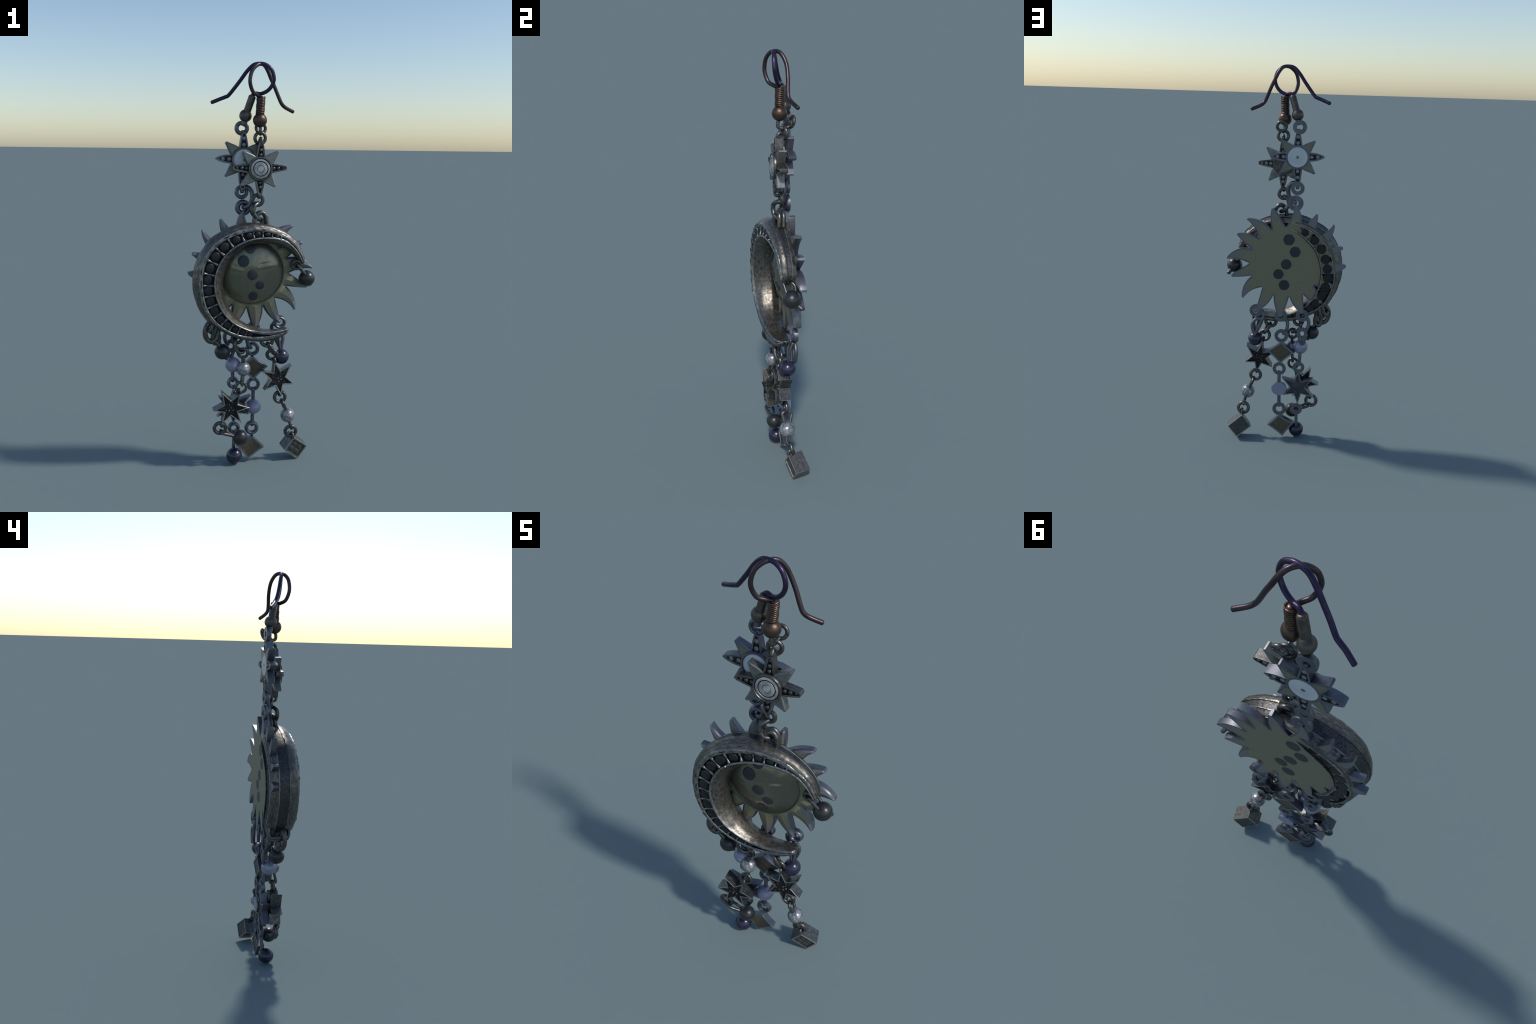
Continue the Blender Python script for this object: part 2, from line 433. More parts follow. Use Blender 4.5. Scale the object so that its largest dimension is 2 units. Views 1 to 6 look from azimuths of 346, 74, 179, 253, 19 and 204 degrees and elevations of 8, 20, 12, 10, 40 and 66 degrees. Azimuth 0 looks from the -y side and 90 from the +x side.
def star_charm(parent, fm, front, back, body, arm_mat, raised, dots, tips, disc_y, ring_profile, disc_parts, almond=()):
    """Cardinal arms are troughs holding small balls; diagonal arms are solid."""
    charm = shell("star_charm", disc_layers(ring_profile), body, parent, fm, 35)
    parent = charm
    for i, (ang, L) in enumerate(tips):
        card = i % 2 == 0
        if card:
            rd = i in almond
            po = rotp(arm_outline(L, 0.0225, 0.0100, 0.012, rd), ang)
            pi = rotp(arm_outline(L-(0.016 if rd else 0.006), 0.0160, 0.0050, 0.010, rd), ang)
            lay = [(pi, front+0.010), (pi, front+0.001), (po, front), (po, back), (pi, back-0.0005), (pi, back-0.006)]
            shell("star_arm", lay, body, parent, fm)
            ob = parent
            floor = rotp(arm_outline(L-(0.018 if rd else 0.008), 0.0150, 0.0042, 0.010, rd), ang)
            shell("arm_recess", [(floor, front+0.0085 if raised else front+0.004), (floor, back-0.004)], M_RECESS, ob, fm)
            for side in (0, 1):
                for q in dots:
                    if q > L-0.012: continue
                    rr = 0.0093 if q < 0.105 else 0.0065
                    c = V((q*math.cos(math.radians(ang)), (front+0.006 if raised else front+0.003) if side == 0 else back-0.0028, q*math.sin(math.radians(ang))))
                    bead("setting_ball", c, rr, body if (side == 0 and raised) else M_GREYDOT, ob, (1, 0.75 if (side == 0 and raised) else 0.25, 1), fm, 16, 10)
        else:
            po = rotp([(0.02, -0.034), (L*0.6, -0.0235), (L-0.012, -0.0085), (L-0.003, -0.0055), (L, 0), (L-0.003, 0.0055), (L-0.012, 0.0085), (L*0.6, 0.0235), (0.02, 0.034)], ang)
            pi = rotp([(0.024, -0.030), (L*0.6, -0.0195), (L-0.014, -0.006), (L-0.006, -0.0035), (L-0.004, 0), (L-0.006, 0.0035), (L-0.014, 0.006), (L*0.6, 0.0195), (0.024, 0.030)], ang)
            shell("star_arm", [(pi, front), (po, front+0.003), (po, back-0.001), (pi, back)], body if not raised else arm_mat, parent, fm)
            ob = parent
            if not raised:
                pe = rotp([(0.058, -0.0200), (L*0.6, -0.0170), (L-0.018, -0.004), (L-0.014, 0), (L-0.018, 0.004), (L*0.6, 0.0170), (0.058, 0.0200)], ang)
                shell("enamel_inlay", [(pe, front-0.0007), (pe, front+0.004)], arm_mat, ob, fm)
                shell("enamel_inlay", [(pe, back-0.004), (pe, back+0.0007)], arm_mat, ob, fm)
    for nm, prof, mt in disc_parts:
        shell(nm, disc_layers(prof), mt, parent, fm, 35)
    return charm

FS = frame((0.025, -0.0395, 1.4985), (1, -0.088, 0), (0, 0.02, 1))
fstar = star_charm(moon, FS, 0.0, 0.036, M_PEWTER, M_STARMETAL, True, (0.066, 0.089, 0.112),
    [(2, 0.130), (44, 0.124), (88, 0.128), (135, 0.118), (178, 0.132), (222, 0.122), (270, 0.122), (311, 0.114)], 0,
    [(0.001, -0.004), (0.0485, -0.004), (0.0500, -0.008), (0.0525, -0.0115), (0.057, -0.0105), (0.0595, -0.006), (0.0595, -0.001), (0.056, 0.002), (0.056, 0.036),
     (0.055, 0.0385), (0.050, 0.0395), (0.047, 0.0385), (0.046, 0.0368), (0.001, 0.0368)],
    [("ringed_cabochon", [(0.001, -0.0120), (0.0155, -0.0120), (0.0170, -0.0102), (0.0186, -0.0118), (0.028, -0.0116), (0.0322, -0.0108), (0.0335, -0.0090),
                 (0.0365, -0.0090), (0.0380, -0.0112), (0.0455, -0.0098), (0.0475, -0.0085), (0.0478, -0.003)], M_RINGED),
     ("groove_ring", [(0.0160, -0.0112), (0.0181, -0.0112), (0.0181, -0.0090), (0.0160, -0.0090)], M_RECESS),
     ("groove_ring", [(0.0327, -0.0099), (0.0370, -0.0099), (0.0370, -0.0070), (0.0327, -0.0070)], M_RECESS),
     ("groove_ring", [(0.0470, -0.0070), (0.0500, -0.0070), (0.0500, -0.006), (0.0470, -0.006)], M_RECESS)])
# loops at the star's upper and lower tip
torus("tip_loop", (0.032, -0.012, 1.630), (1, 0.05, 0), 0.0145, 0.0078, M_PEWTER, fstar)
torus("tip_loop", (0.023, -0.022, 1.372), (1, 0.05, 0), 0.012, 0.0065, M_PEWTER, fstar)
torus("jump_ring", (0.022, -0.004, 1.347), (0.1, 1, 0.05), 0.0250, 0.0088, M_PEWTER, moon)
wire("chain_link", [(0.022, -0.010, 1.332), (0.000, -0.030, 1.319), (-0.006, -0.033, 1.290), (0.012, -0.029, 1.262),
     (0.034, -0.012, 1.252), (0.014, 0.006, 1.264), (-0.005, 0.008, 1.292), (0.001, 0.006, 1.320)], 0.0098, M_PEWTER, moon, closed=True)

# ---- the crescent moon
MC = (0.017, 0.937)
# angle, outer crest, channel outer edge, inner rim (front), inner crest, back rim out, back rim in, front y, back y
MOON = [
 (23, 0.2515, 0.248, 0.2465, 0.2455, 0.25, 0.2475, -0.052, -0.014),
 (24, 0.256, 0.249, 0.245, 0.24, 0.253, 0.246, -0.066, -0.006),
 (28, 0.268, 0.2505, 0.244, 0.232, 0.258, 0.246, -0.07, 0),
 (44, 0.285, 0.256, 0.246, 0.227, 0.266, 0.246, -0.074, 0.006),
 (61, 0.292, 0.258, 0.241, 0.214, 0.27, 0.242, -0.077, 0.012),
 (81, 0.297, 0.261, 0.23, 0.2, 0.272, 0.236, -0.079, 0.028),
 (94, 0.304, 0.264, 0.226, 0.197, 0.271, 0.23, -0.0795, 0.045),
 (108, 0.312, 0.268, 0.223, 0.189, 0.27, 0.226, -0.079, 0.064),
 (124, 0.318, 0.276, 0.222, 0.179, 0.27, 0.215, -0.077, 0.072),
 (136, 0.324, 0.283, 0.222, 0.172, 0.271, 0.21, -0.074, 0.074),
 (149, 0.324, 0.285, 0.22, 0.167, 0.271, 0.206, -0.0715, 0.074),
 (162, 0.324, 0.282, 0.218, 0.165, 0.27, 0.201, -0.0705, 0.074),
 (175, 0.32, 0.277, 0.217, 0.164, 0.271, 0.2, -0.0705, 0.074),
 (187, 0.317, 0.273, 0.215, 0.165, 0.273, 0.2, -0.0705, 0.074),
 (201, 0.311, 0.275, 0.213, 0.17, 0.273, 0.202, -0.0705, 0.074),
 (217, 0.306, 0.273, 0.215, 0.178, 0.273, 0.207, -0.0705, 0.07),
 (236, 0.291, 0.266, 0.218, 0.19, 0.262, 0.218, -0.0705, 0.054),
 (254, 0.288, 0.26, 0.223, 0.204, 0.262, 0.23, -0.0705, 0.038),
 (271, 0.29, 0.258, 0.23, 0.221, 0.264, 0.244, -0.0705, 0.024),
 (289, 0.298, 0.266, 0.247, 0.246, 0.272, 0.26, -0.068, 0.012),
 (299, 0.296, 0.277, 0.264, 0.265, 0.281, 0.274, -0.065, 0.005),
 (303, 0.291, 0.281, 0.271, 0.272, 0.283, 0.277, -0.06, -0.001),
 (304.3, 0.285, 0.2805, 0.277, 0.2775, 0.282, 0.2795, -0.05, -0.01)]

def lerp_table(tab, a):
    for i in range(len(tab)-1):
        if tab[i][0] <= a <= tab[i+1][0]:
            t = (a-tab[i][0])/(tab[i+1][0]-tab[i][0])
            p0 = tab[max(i-1, 0)]; p1 = tab[i]; p2 = tab[i+1]; p3 = tab[min(i+2, len(tab)-1)]
            out = []
            for k in range(1, len(p1)):   # Hermite with non-uniform tangents
                h = p2[0]-p1[0]
                m1 = (p2[k]-p0[k])/(p2[0]-p0[0])*h
                m2 = (p3[k]-p1[k])/(p3[0]-p1[0])*h
                out.append((2*t**3-3*t*t+1)*p1[k] + (t**3-2*t*t+t)*m1 + (-2*t**3+3*t*t)*p2[k] + (t**3-t*t)*m2)
            return out
    return list(tab[-1][1:])

def moon_profile(a):
    Ro, Rc, Rf, Ric, Bo, Bi, yf, yb = lerp_table(MOON, a)
    h = yb-yf
    yi = yf - (0.0095 if a > 130 else 0.005)*min(1, max(0, (Rc-Rf-0.012)/0.04)) - 0.001   # the inner rim stands prouder
    rw = min(0.008 + max(0, a-252)*0.00030 + max(0, 82-a)*0.00022, (Rc-Rf)*0.82)   # inner rim widens to the horns
    orim = min(0.0190, (Ro-Rc)*0.48)           # outer rim width
    dp = 0.013*min(1, (Rc-Rf)/0.03)            # channel depth
    bw = min(0.0055, (Bo-Bi)*0.25)
    bd = 0.034*min(1, (Bo-Bi)/0.05)
    return [
     (Rc-0.0005, yf+dp, 0), (Rc-0.0003, yf+0.003, 0), (Rc+0.002, yf+0.0005, 0), (Rc+orim*0.35, yf, 1.3), (Rc+orim*0.8, yf+0.0006, 1.6), (Rc+orim, yf+0.003, 1.6), (Rc+orim+0.0008, yf+min(0.008, h*0.07), .6),
     (Rc+orim+(Ro-Rc-orim)*0.45, yf+h*0.10, 1), (Rc+orim+(Ro-Rc-orim)*0.78, yf+h*0.20, 1), (Ro-0.001, yf+h*0.30, 1),
     (Ro, yf+h*0.36, 1), (Ro-0.001, yf+h*0.405, 1), (Ro-0.0045, yf+h*0.42, .5), (Ro-0.006, yf+h*0.50, .5), (Bo+(Ro-Bo)*0.76, yf+h*0.61, .5), (Bo+(Ro-Bo)*0.68, yf+h*0.70, .5),
     (Bo+(Ro-Bo)*0.70+0.0015, yf+h*0.72, .5), (Bo+(Ro-Bo)*0.68+0.0015, yf+h*0.75, .5), (Bo+(Ro-Bo)*0.60, yf+h*0.77, 1), (Bo+(Ro-Bo)*0.46, yf+h*0.88, 1), (Bo+(Ro-Bo)*0.26, yb-h*0.03, 1), (Bo+0.001, yb-0.003, .5), (Bo, yb, 0), (Bo-bw, yb, 0),
     (Bo-bw-0.0005, yb-bd, 0), (Bi+bw+0.0005, yb-bd, 0), (Bi+bw, yb, 0), (Bi, yb, 0), (Bi-0.001, yb-0.004, .3),
     (Ric+(Bi-Ric)*0.58, yb-h*0.20, .7), (Ric+(Bi-Ric)*0.24, yb-h*0.36, .7), (Ric, yf+h*0.52, .7), (Ric+0.0005, yf+h*0.49, .7), (Ric+(Rf-Ric)*0.22, yi+h*0.30, .7),
     (Ric+(Rf-Ric)*0.60, yi+h*0.12, .7), (Rf-0.002, yi+0.007, .5), (Rf, yi+0.001, .5), (Rf+rw*0.3, yi-0.001, .5), (Rf+rw*0.7, yi, 0), (Rf+rw, yi+0.003, 0), (Rf+rw+0.0003, yf+dp-(yf-yi)*0.6, 0)]

NA = 420
mv, mf, ms = [], [], []
npf = len(moon_profile(100))
RIMBACK = (15, 16, 21, 22, 26, 27)        # profile spans of the rib and the thin back rims
for i in range(NA+1):
    a = 23 + (304.3-23)*i/NA
    ca, sa = math.cos(math.radians(a)), math.sin(math.radians(a))
    for r, y, wob in moon_profile(a):
        p = V((MC[0]+r*ca, y, MC[1]+r*sa))
        if wob:
            d = noise.noise(p*17)*0.0022 + noise.noise(p*60)*0.0013 + noise.noise(p*140)*0.0005
            rr = r + d*wob
            yy = y + noise.noise(p*45+V((9, 3, 1)))*0.0014*wob
            p = V((MC[0]+rr*ca, yy, MC[1]+rr*sa))
        mv.append(p)
for i in range(NA):
    for k in range(npf):
        k2 = (k+1) % npf
        mf.append((i*npf+k, i*npf+k2, (i+1)*npf+k2, (i+1)*npf+k))
        ms.append(1 if k in (npf-1, npf-2, 0) else 2 if 11 <= k <= 14 else 3 if (1 <= k <= 5 or k in RIMBACK or npf-6 <= k <= npf-3) else 0)
from mathutils.geometry import tessellate_polygon
for i in (0, NA):
    prof = moon_profile(23 if i == 0 else 304.3)
    for t in tessellate_polygon([[V((r, y, 0)) for r, y, w in prof]]):
        mf.append(tuple(i*npf+k for k in t)); ms.append(0)
crescent = child(new_obj("moon_crescent", mv, mf, M_MOON, True, 42, None, (M_RECESS, M_MOONDARK, M_RIM), ms), moon)

# dark bed of the stone channel and the stones
stone_ang = [260, 251, 242, 231, 221, 209, 197, 185, 173, 160, 146, 132, 117, 102, 92, 81, 70, 60]
def rounded_rod(r, y0, y1, seg=24, dome=0.006):
    prof = [(r*0.02, y0-dome), (r*0.45, y0-dome*0.9), (r*0.78, y0-dome*0.6), (r*0.95, y0), (r, y0+0.004), (r, y1-0.002), (r*0.94, y1), (r*0.02, y1)]
    return disc_layers(prof, seg)
for n_, a in enumerate(stone_ang):
    Ro, Rc, Rf, Ric, Bo, Bi, yf, yb = lerp_table(MOON, a)
    w = (Rc-Rf-0.0065)
    rr = max(0.004, w*0.5)
    rc = (Rc+Rf+0.008)/2
    fm = Matrix.Translation((MC[0]+rc*math.cos(math.radians(a)), 0, MC[1]+rc*math.sin(math.radians(a))))
    fm = fm @ Matrix.Rotation(-math.radians(a), 4, 'Y')
    px_ = MC[0]+rc*math.cos(math.radians(a))
    lay = rounded_rod(min(rr, 0.0268), yf+0.0050, min(yb-0.003, 0.0525-0.075*px_) if a > 108 else 0.02, 22)
    # wider along the channel where the channel is narrow
    along = 1.0 if rr > 0.02 else min(1.9, 0.0175/rr)
    back_in = (Rc+Rf+0.008)/2 - (Bo+Bi)/2       # the back end sits between the back rims
    lay = [([(p[0]*(0.92 if y > 0 else 1)-(back_in if y > 0 else 0), p[1]*along) for p in pl], y) for pl, y in lay]
    shell("black_stone", lay, M_BLACK, crescent, fm, 50)
for a0, a1 in zip(stone_ang[:-1], stone_ang[1:]):
    a = (a0+a1)/2
    Ro, Rc, Rf, Ric, Bo, Bi, yf, yb = lerp_table(MOON, a)
    ca, sa = math.cos(math.radians(a)), math.sin(math.radians(a))
    r0, r1 = Rf+0.010, Rc-0.003
    pts = [V((MC[0]+r*ca, y, MC[1]+r*sa)) for r, y in ((r0, yf+0.001), ((r0+r1)/2, yf+0.006), (r1, yf+0.0065))]
    kw = 0.0050 if r1-r0 > 0.03 else 0.0042
    wire("prong_bar", pts, lambda t, kw=kw: kw*(0.62+1.5*abs(t-0.5)), M_STARMETAL, crescent, n=5, seg=10)
    if 110 < a < 245:
        pts = [V((MC[0]+r*ca, yb-0.0125, MC[1]+r*sa)) for r in (Bi+0.006, (Bo+Bi)/2, Bo-0.006)]
        wire("prong_bar", pts, 0.0032, M_PEWTER, crescent, n=4, seg=8)
# raised dashes and scrolls on the front rim of the moon
rnd = random.Random(3)
a = 84.0
while a < 215:
    Ro, Rc, Rf, Ric, Bo, Bi, yf, yb = lerp_table(MOON, a)
    L = rnd.uniform(3.0, 8.0)
    pts = []
    off = rnd.uniform(0.0075, 0.0125)
    for k in range(5):
        aa = a + L*k/4
        q = lerp_table(MOON, aa)
        r = q[1] + off + 0.0015*math.sin(k*1.7+a)
        pts.append((MC[0]+r*math.cos(math.radians(aa)), q[6]+0.0003, MC[1]+r*math.sin(math.radians(aa))))
    wire("engraved_dash", pts, lambda t: 0.0010+0.0020*math.sin(math.pi*t), M_RECESS if rnd.random() < 0.6 else M_PEWTER, crescent, n=4, seg=6)
    a += L + rnd.uniform(1.5, 6)
torus("engraved_scroll", (-0.020, -0.0755, 1.2095), (0, 1, 0), 0.0045, 0.0018, M_RECESS, crescent, seg=20)

# bail on top of the moon: two parallel arches
for dy in (-0.010, 0.010):
    wire("moon_bail", [(0.004, -0.020+dy, 1.228), (0.006, -0.018+dy, 1.256), (0.020, -0.014+dy, 1.280), (0.042, -0.010+dy, 1.286),
         (0.060, -0.012+dy, 1.268), (0.067, -0.016+dy, 1.225)], 0.0095, M_PEWTER, crescent)

# bead hanging at the upper horn
tipr = moon
for dy in (-0.008, 0.006):
    torus("jump_ring", (0.213, -0.036+dy, 1.028), (0.25, 0.95, 0.1), 0.0205, 0.0068, M_PEWTER, tipr)
wire("eye_pin", [(0.216, -0.052, 1.030), (0.232, -0.052, 1.010), (0.258, -0.047, 0.980)], 0.0068, M_PEWTER, tipr)
wire("eye_pin", [(0.222, -0.020, 1.022), (0.240, -0.004, 1.005), (0.262, -0.008, 0.980)], 0.0062, M_PEWTER, tipr)
bead("round_bead", (0.272, -0.027, 0.956), 0.0402, M_BLACKBEAD, tipr)
wire("pin_end", [(0.280, -0.017, 0.945), (0.303, 0.010, 0.918)], 0.0092, M_PEWTER, tipr)

# cluster at the lower left of the moon
ldrop = moon
torus("jump_ring", (-0.206, -0.009, 0.700), (-0.15, 0.98, 0.0), 0.0325, 0.0115, M_PEWTER, ldrop, sx=1.45)
for dx in (-0.007, 0.007):
    wire("moon_bail", [(-0.188+dx, 0.052, 0.770-dx), (-0.196+dx, 0.055, 0.728-dx), (-0.209+dx, 0.047, 0.704-dx), (-0.222+dx, 0.018, 0.707-dx), (-0.218+dx, -0.015, 0.706-dx),
         (-0.208+dx, -0.040, 0.708-dx), (-0.196+dx, -0.046, 0.740-dx)], 0.0080, M_PEWTER, ldrop)
torus("eye_pin", (-0.183, 0.000, 0.664), (-0.10, 0.98, 0.05), 0.0165, 0.0100, M_PEWTER, ldrop, sx=1.55)
wire("eye_pin", [(-0.188, -0.014, 0.652), (-0.176, -0.014, 0.636), (-0.158, -0.010, 0.612)], 0.0082, M_PEWTER, ldrop)
wire("eye_pin", [(-0.168, 0.004, 0.655), (-0.152, 0.004, 0.610)], 0.0070, M_PEWTER, ldrop)
bead("round_bead", (-0.151, -0.005, 0.596), 0.0376, M_BLACKBEAD, ldrop)
wire("pin_end", [(-0.143, -0.003, 0.580), (-0.128, 0.000, 0.557)], 0.0090, M_PEWTER, ldrop)

# ---- recessed star with tiny balls
def recessed_star(name, parent, fm, tips, rin, thick, mat, dot_mat, seed, rim_mat, floor_mat=None):
    rnd = random.Random(seed)
    po = []
    for i, (ang, R) in enumerate(tips):
        po.append((R*math.cos(math.radians(ang)), R*math.sin(math.radians(ang))))
        nx = tips[(i+1) % len(tips)][0]
        mid = ang + ((nx-ang) % 360)/2
        po.append((rin*math.cos(math.radians(mid)), rin*math.sin(math.radians(mid))))
    po = inset(po, -0.0010)
    pm = inset(po, 0.0012); pi = inset(po, 0.0055)
    ob = shell(name, [(pi, 0.009), (pi, 0.0012), (pm, 0.0), (po, 0.0015), (po, thick-0.0015), (pm, thick), (pi, thick-0.0012), (pi, thick-0.009)],
               mat, parent, fm, 25, ((1, 2, 4, 5), rim_mat))
    fl = inset(po, 0.0058)
    shell("star_recess", [(fl, 0.0075), (fl, thick-0.0075)], floor_mat or M_RECESS, ob, fm)
    for y, s in ((0.0070, 1), (thick-0.0070, -1)):
        spots = [(0, 0)]
        for i, (ang, R) in enumerate(tips):
            for q, k in ((0.016, 0), (0.027, 14), (0.036, -9), (0.048, 3), (0.058, -2)):
                if q < R-0.022 and rnd.random() < 0.62: spots.append((q, ang+k+rnd.uniform(-6, 6)))
        for q, ang in spots:
            rr = rnd.uniform(0.0024, 0.0042)*(1.25 if q < 0.02 else 0.85 if q < 0.04 else 0.7)
            bead("setting_ball", V((q*math.cos(math.radians(ang)), y, q*math.sin(math.radians(ang)))), rr, dot_mat, ob, (1, .6, 1), fm, 12, 8)
    return ob

# ---- chain with the silver bead, star and black bead (left)
ch_a = moon
torus("moon_bail", (-0.077, -0.004, 0.660), (0.25, 0.95, 0), 0.0225, 0.0080, M_PEWTER, ch_a)
wire("chain_link", [(-0.084, -0.016, 0.662), (-0.094, -0.034, 0.640), (-0.090, -0.034, 0.612), (-0.070, -0.028, 0.592),
     (-0.046, -0.012, 0.592), (-0.066, 0.008, 0.604), (-0.086, 0.010, 0.625), (-0.090, 0.006, 0.648)], 0.0075, M_PEWTER, ch_a, closed=True)
torus("jump_ring", (-0.048, -0.012, 0.585), (0.25, 0.93, 0.2), 0.0225, 0.0068, M_PEWTER, ch_a)
wire("eye_pin", [(-0.046, -0.028, 0.566), (-0.047, -0.026, 0.535)], 0.0068, M_PEWTER, ch_a)
wire("eye_pin", [(-0.046, 0.000, 0.566), (-0.047, -0.006, 0.535)], 0.0068, M_PEWTER, ch_a)
bead("round_bead", (-0.047, -0.019, 0.506), 0.0345, M_MOTTLED, ch_a)
wire("eye_pin", [(-0.049, -0.028, 0.478), (-0.054, -0.036, 0.438), (-0.056, -0.036, 0.424)], 0.0068, M_PEWTER, ch_a)
wire("eye_pin", [(-0.049, -0.010, 0.478), (-0.052, -0.006, 0.438), (-0.054, -0.008, 0.424)], 0.0068, M_PEWTER, ch_a)
torus("jump_ring", (-0.058, -0.020, 0.411), (0.15, 0.98, 0), 0.0245, 0.0066, M_PEWTER, ch_a)
torus("tip_loop", (-0.065, -0.022, 0.392), (0.8, 0.2, 0.3), 0.011, 0.0058, M_PEWTER, ch_a)
SA = frame((-0.112, -0.040, 0.311), (1, -0.06, 0), (0, -0.03, 1))
recessed_star("star_charm", ch_a, SA, [(-1, 0.092), (58.5, 0.088), (119, 0.093), (187, 0.087), (240, 0.088), (303, 0.094)], 0.0385, 0.058, M_PEWTER, M_DIMDOT, 5, M_PEWTER_RIM)
torus("jump_ring", (-0.162, -0.007, 0.201), (0.12, 0.98, 0.1), 0.0262, 0.0082, M_PEWTER, ch_a)
torus("tip_loop", (-0.156, -0.016, 0.222), (0.85, 0.3, 0.2), 0.010, 0.0055, M_PEWTER, ch_a)
wire("eye_pin", [(-0.156, 0.006, 0.185), (-0.158, -0.012, 0.178), (-0.142, -0.024, 0.175), (-0.110, -0.018, 0.163), (-0.080, -0.010, 0.152)], 0.0072, M_PEWTER, ch_a)
wire("eye_pin", [(-0.158, 0.006, 0.185), (-0.140, 0.014, 0.172), (-0.084, 0.006, 0.152)], 0.0066, M_PEWTER, ch_a)
bead("round_bead", (-0.058, -0.005, 0.144), 0.0358, M_BLACKBEAD, ch_a)

# ---- chain with the star, silver bead and cube (right)
ch_b = moon
torus("moon_bail", (0.071, -0.026, 0.648), (0.15, 0.98, 0.0), 0.0270, 0.0088, M_PEWTER, ch_b)
torus("chain_link", (0.090, -0.032, 0.607), (0.83, 0.25, 0.50), 0.0165, 0.0072, M_PEWTER, ch_b, sx=1.9, axis_up=(-0.55, 0, 0.83))
torus("jump_ring", (0.101, -0.020, 0.570), (0.30, 0.90, 0.30), 0.0245, 0.0078, M_PEWTER, ch_b)
torus("tip_loop", (0.110, -0.028, 0.543), (0.9, 0.3, 0.2), 0.011, 0.0058, M_PEWTER, ch_b)
SB = frame((0.127, -0.050, 0.453), (1, -0.05, 0), (0, 0.10, 1))
recessed_star("star_charm", ch_b, SB, [(-21, 0.087), (44, 0.094), (101, 0.088), (155, 0.094), (219, 0.088), (279, 0.086)], 0.0385, 0.054, M_PEWTER, M_DIMDOT, 9, M_PEWTER_RIM)
torus("jump_ring", (0.147, -0.010, 0.344), (0.1, 0.99, 0.0), 0.0255, 0.0080, M_PEWTER, ch_b)
torus("tip_loop", (0.142, -0.020, 0.366), (0.9, 0.3, 0.1), 0.010, 0.0055, M_PEWTER, ch_b)
wire("eye_pin", [(0.156, -0.008, 0.328), (0.160, -0.030, 0.318), (0.170, -0.028, 0.294), (0.183, -0.022, 0.264)], 0.0070, M_PEWTER, ch_b)
wire("eye_pin", [(0.156, -0.008, 0.328), (0.162, 0.014, 0.314), (0.172, 0.008, 0.290), (0.184, -0.002, 0.264)], 0.0070, M_PEWTER, ch_b)
bead("round_bead", (0.188, -0.014, 0.246), 0.0348, M_MOTTLED, ch_b)
wire("eye_pin", [(0.196, -0.018, 0.216), (0.205, -0.022, 0.190), (0.212, -0.012, 0.172), (0.208, 0.008, 0.176)], 0.0075, M_PEWTER, ch_b)
torus("jump_ring", (0.210, 0.000, 0.153), (0.1, 0.97, 0.15), 0.0258, 0.0080, M_PEWTER, ch_b)
torus("tip_loop", (0.218, -0.002, 0.130), (0.95, 0.1, 0.1), 0.013, 0.0062, M_PEWTER, ch_b)

# cube charm
A_ = V((0.221, -0.020, 0.125)); B_ = V((0.299, -0.003, 0.068)); C_ = V((0.254, -0.001, 0.000)); D_ = V((0.179, -0.018, 0.058))
cfx = ((B_-A_) + (C_-D_))/2; cfz = ((A_-D_) + (B_-C_))/2
cen = (A_+B_+C_+D_)/4
CB = frame(cen, cfx, cfz)
hx, hz, cd = cfx.length/2+0.0015, cfz.length/2+0.0015, 0.075
def rect(hx, hz): return [(-hx, -hz), (hx, -hz), (hx, hz), (-hx, hz)]
cube = shell("cube_charm", [(rect(hx-0.010, hz-0.010), 0.007), (rect(hx-0.009, hz-0.009), 0.0012), (rect(hx-0.002, hz-0.002), 0.0), (rect(hx, hz), 0.002),
              (rect(hx, hz), cd-0.002), (rect(hx-0.002, hz-0.002), cd), (rect(hx-0.006, hz-0.006), cd-0.001), (rect(hx-0.007, hz-0.007), cd-0.005)], M_PEWTER, ch_b, CB, 20, ((1, 2, 4, 5), M_PEWTER_RIM))
shell("cube_panel", [(rect(hx-0.0105, hz-0.0105), 0.0060), (rect(hx-0.0105, hz-0.0105), cd-0.010)], M_DARKPANEL, cube, CB)
shell("cube_panel", [(rect(hx-0.0075, hz-0.0075), cd-0.009), (rect(hx-0.0075, hz-0.0075), cd-0.0035)], M_DARKPANEL, cube, CB)
for sx in (-1, 1):
    for sz in (-1, 1):
        bead("panel_dome", V((sx*0.0165, 0.0065, sz*0.0145)), 0.0155, M_DARKPANEL, cube, (1, 0.28, 0.95), CB, 24, 14)

# ================================================================== SUN EARRING
# flat back on a plane turned slightly about z; local y = 0 is that plane, -y is the front
ST = Matrix.Translation((0, 0.051, 0)) @ Matrix.Rotation(-math.atan(0.075), 4, 'Z')
SCX, SCZ = 0.0, 0.99
# (notch angle, notch radius), (tip angle, tip radius), bulge of the side before / after the tip
RAYS = [((111.9, .190), (97.8, .308), .10, -.07), ((88.0, .191), (74.6, .296), .00, .06), ((65.6, .189), (47.3, .308), .11, -.09),
        ((40.7, .187), (29.1, .297), .08, .02), ((20.2, .193), (2.7, .313), .16, -.08), ((356.8, .193), (344.0, .298), .00, .02),
        ((336.9, .193), (319.0, .301), .12, -.12), ((311.9, .184), (299.6, .305), -.01, .09), ((289.4, .184), (274.3, .296), .08, .02),
        ((263.2, .181), (250.9, .287), .08, .02), ((241.1, .190), (227.0, .282), .10, .02), ((217.5, .186), (205.5, .276), .08, .00),
        ((195.0, .188), (181.0, .312), .12, .00), ((171.5, .188), (162.5, .306), .06, .02), ((153.0, .190), (139.2, .320), .13, -.13),
        ((131.0, .191), (120.3, .302), .07, -.01)]
def pol(a, r): return V((SCX + r*math.cos(math.radians(a)), SCZ + r*math.sin(math.radians(a))))
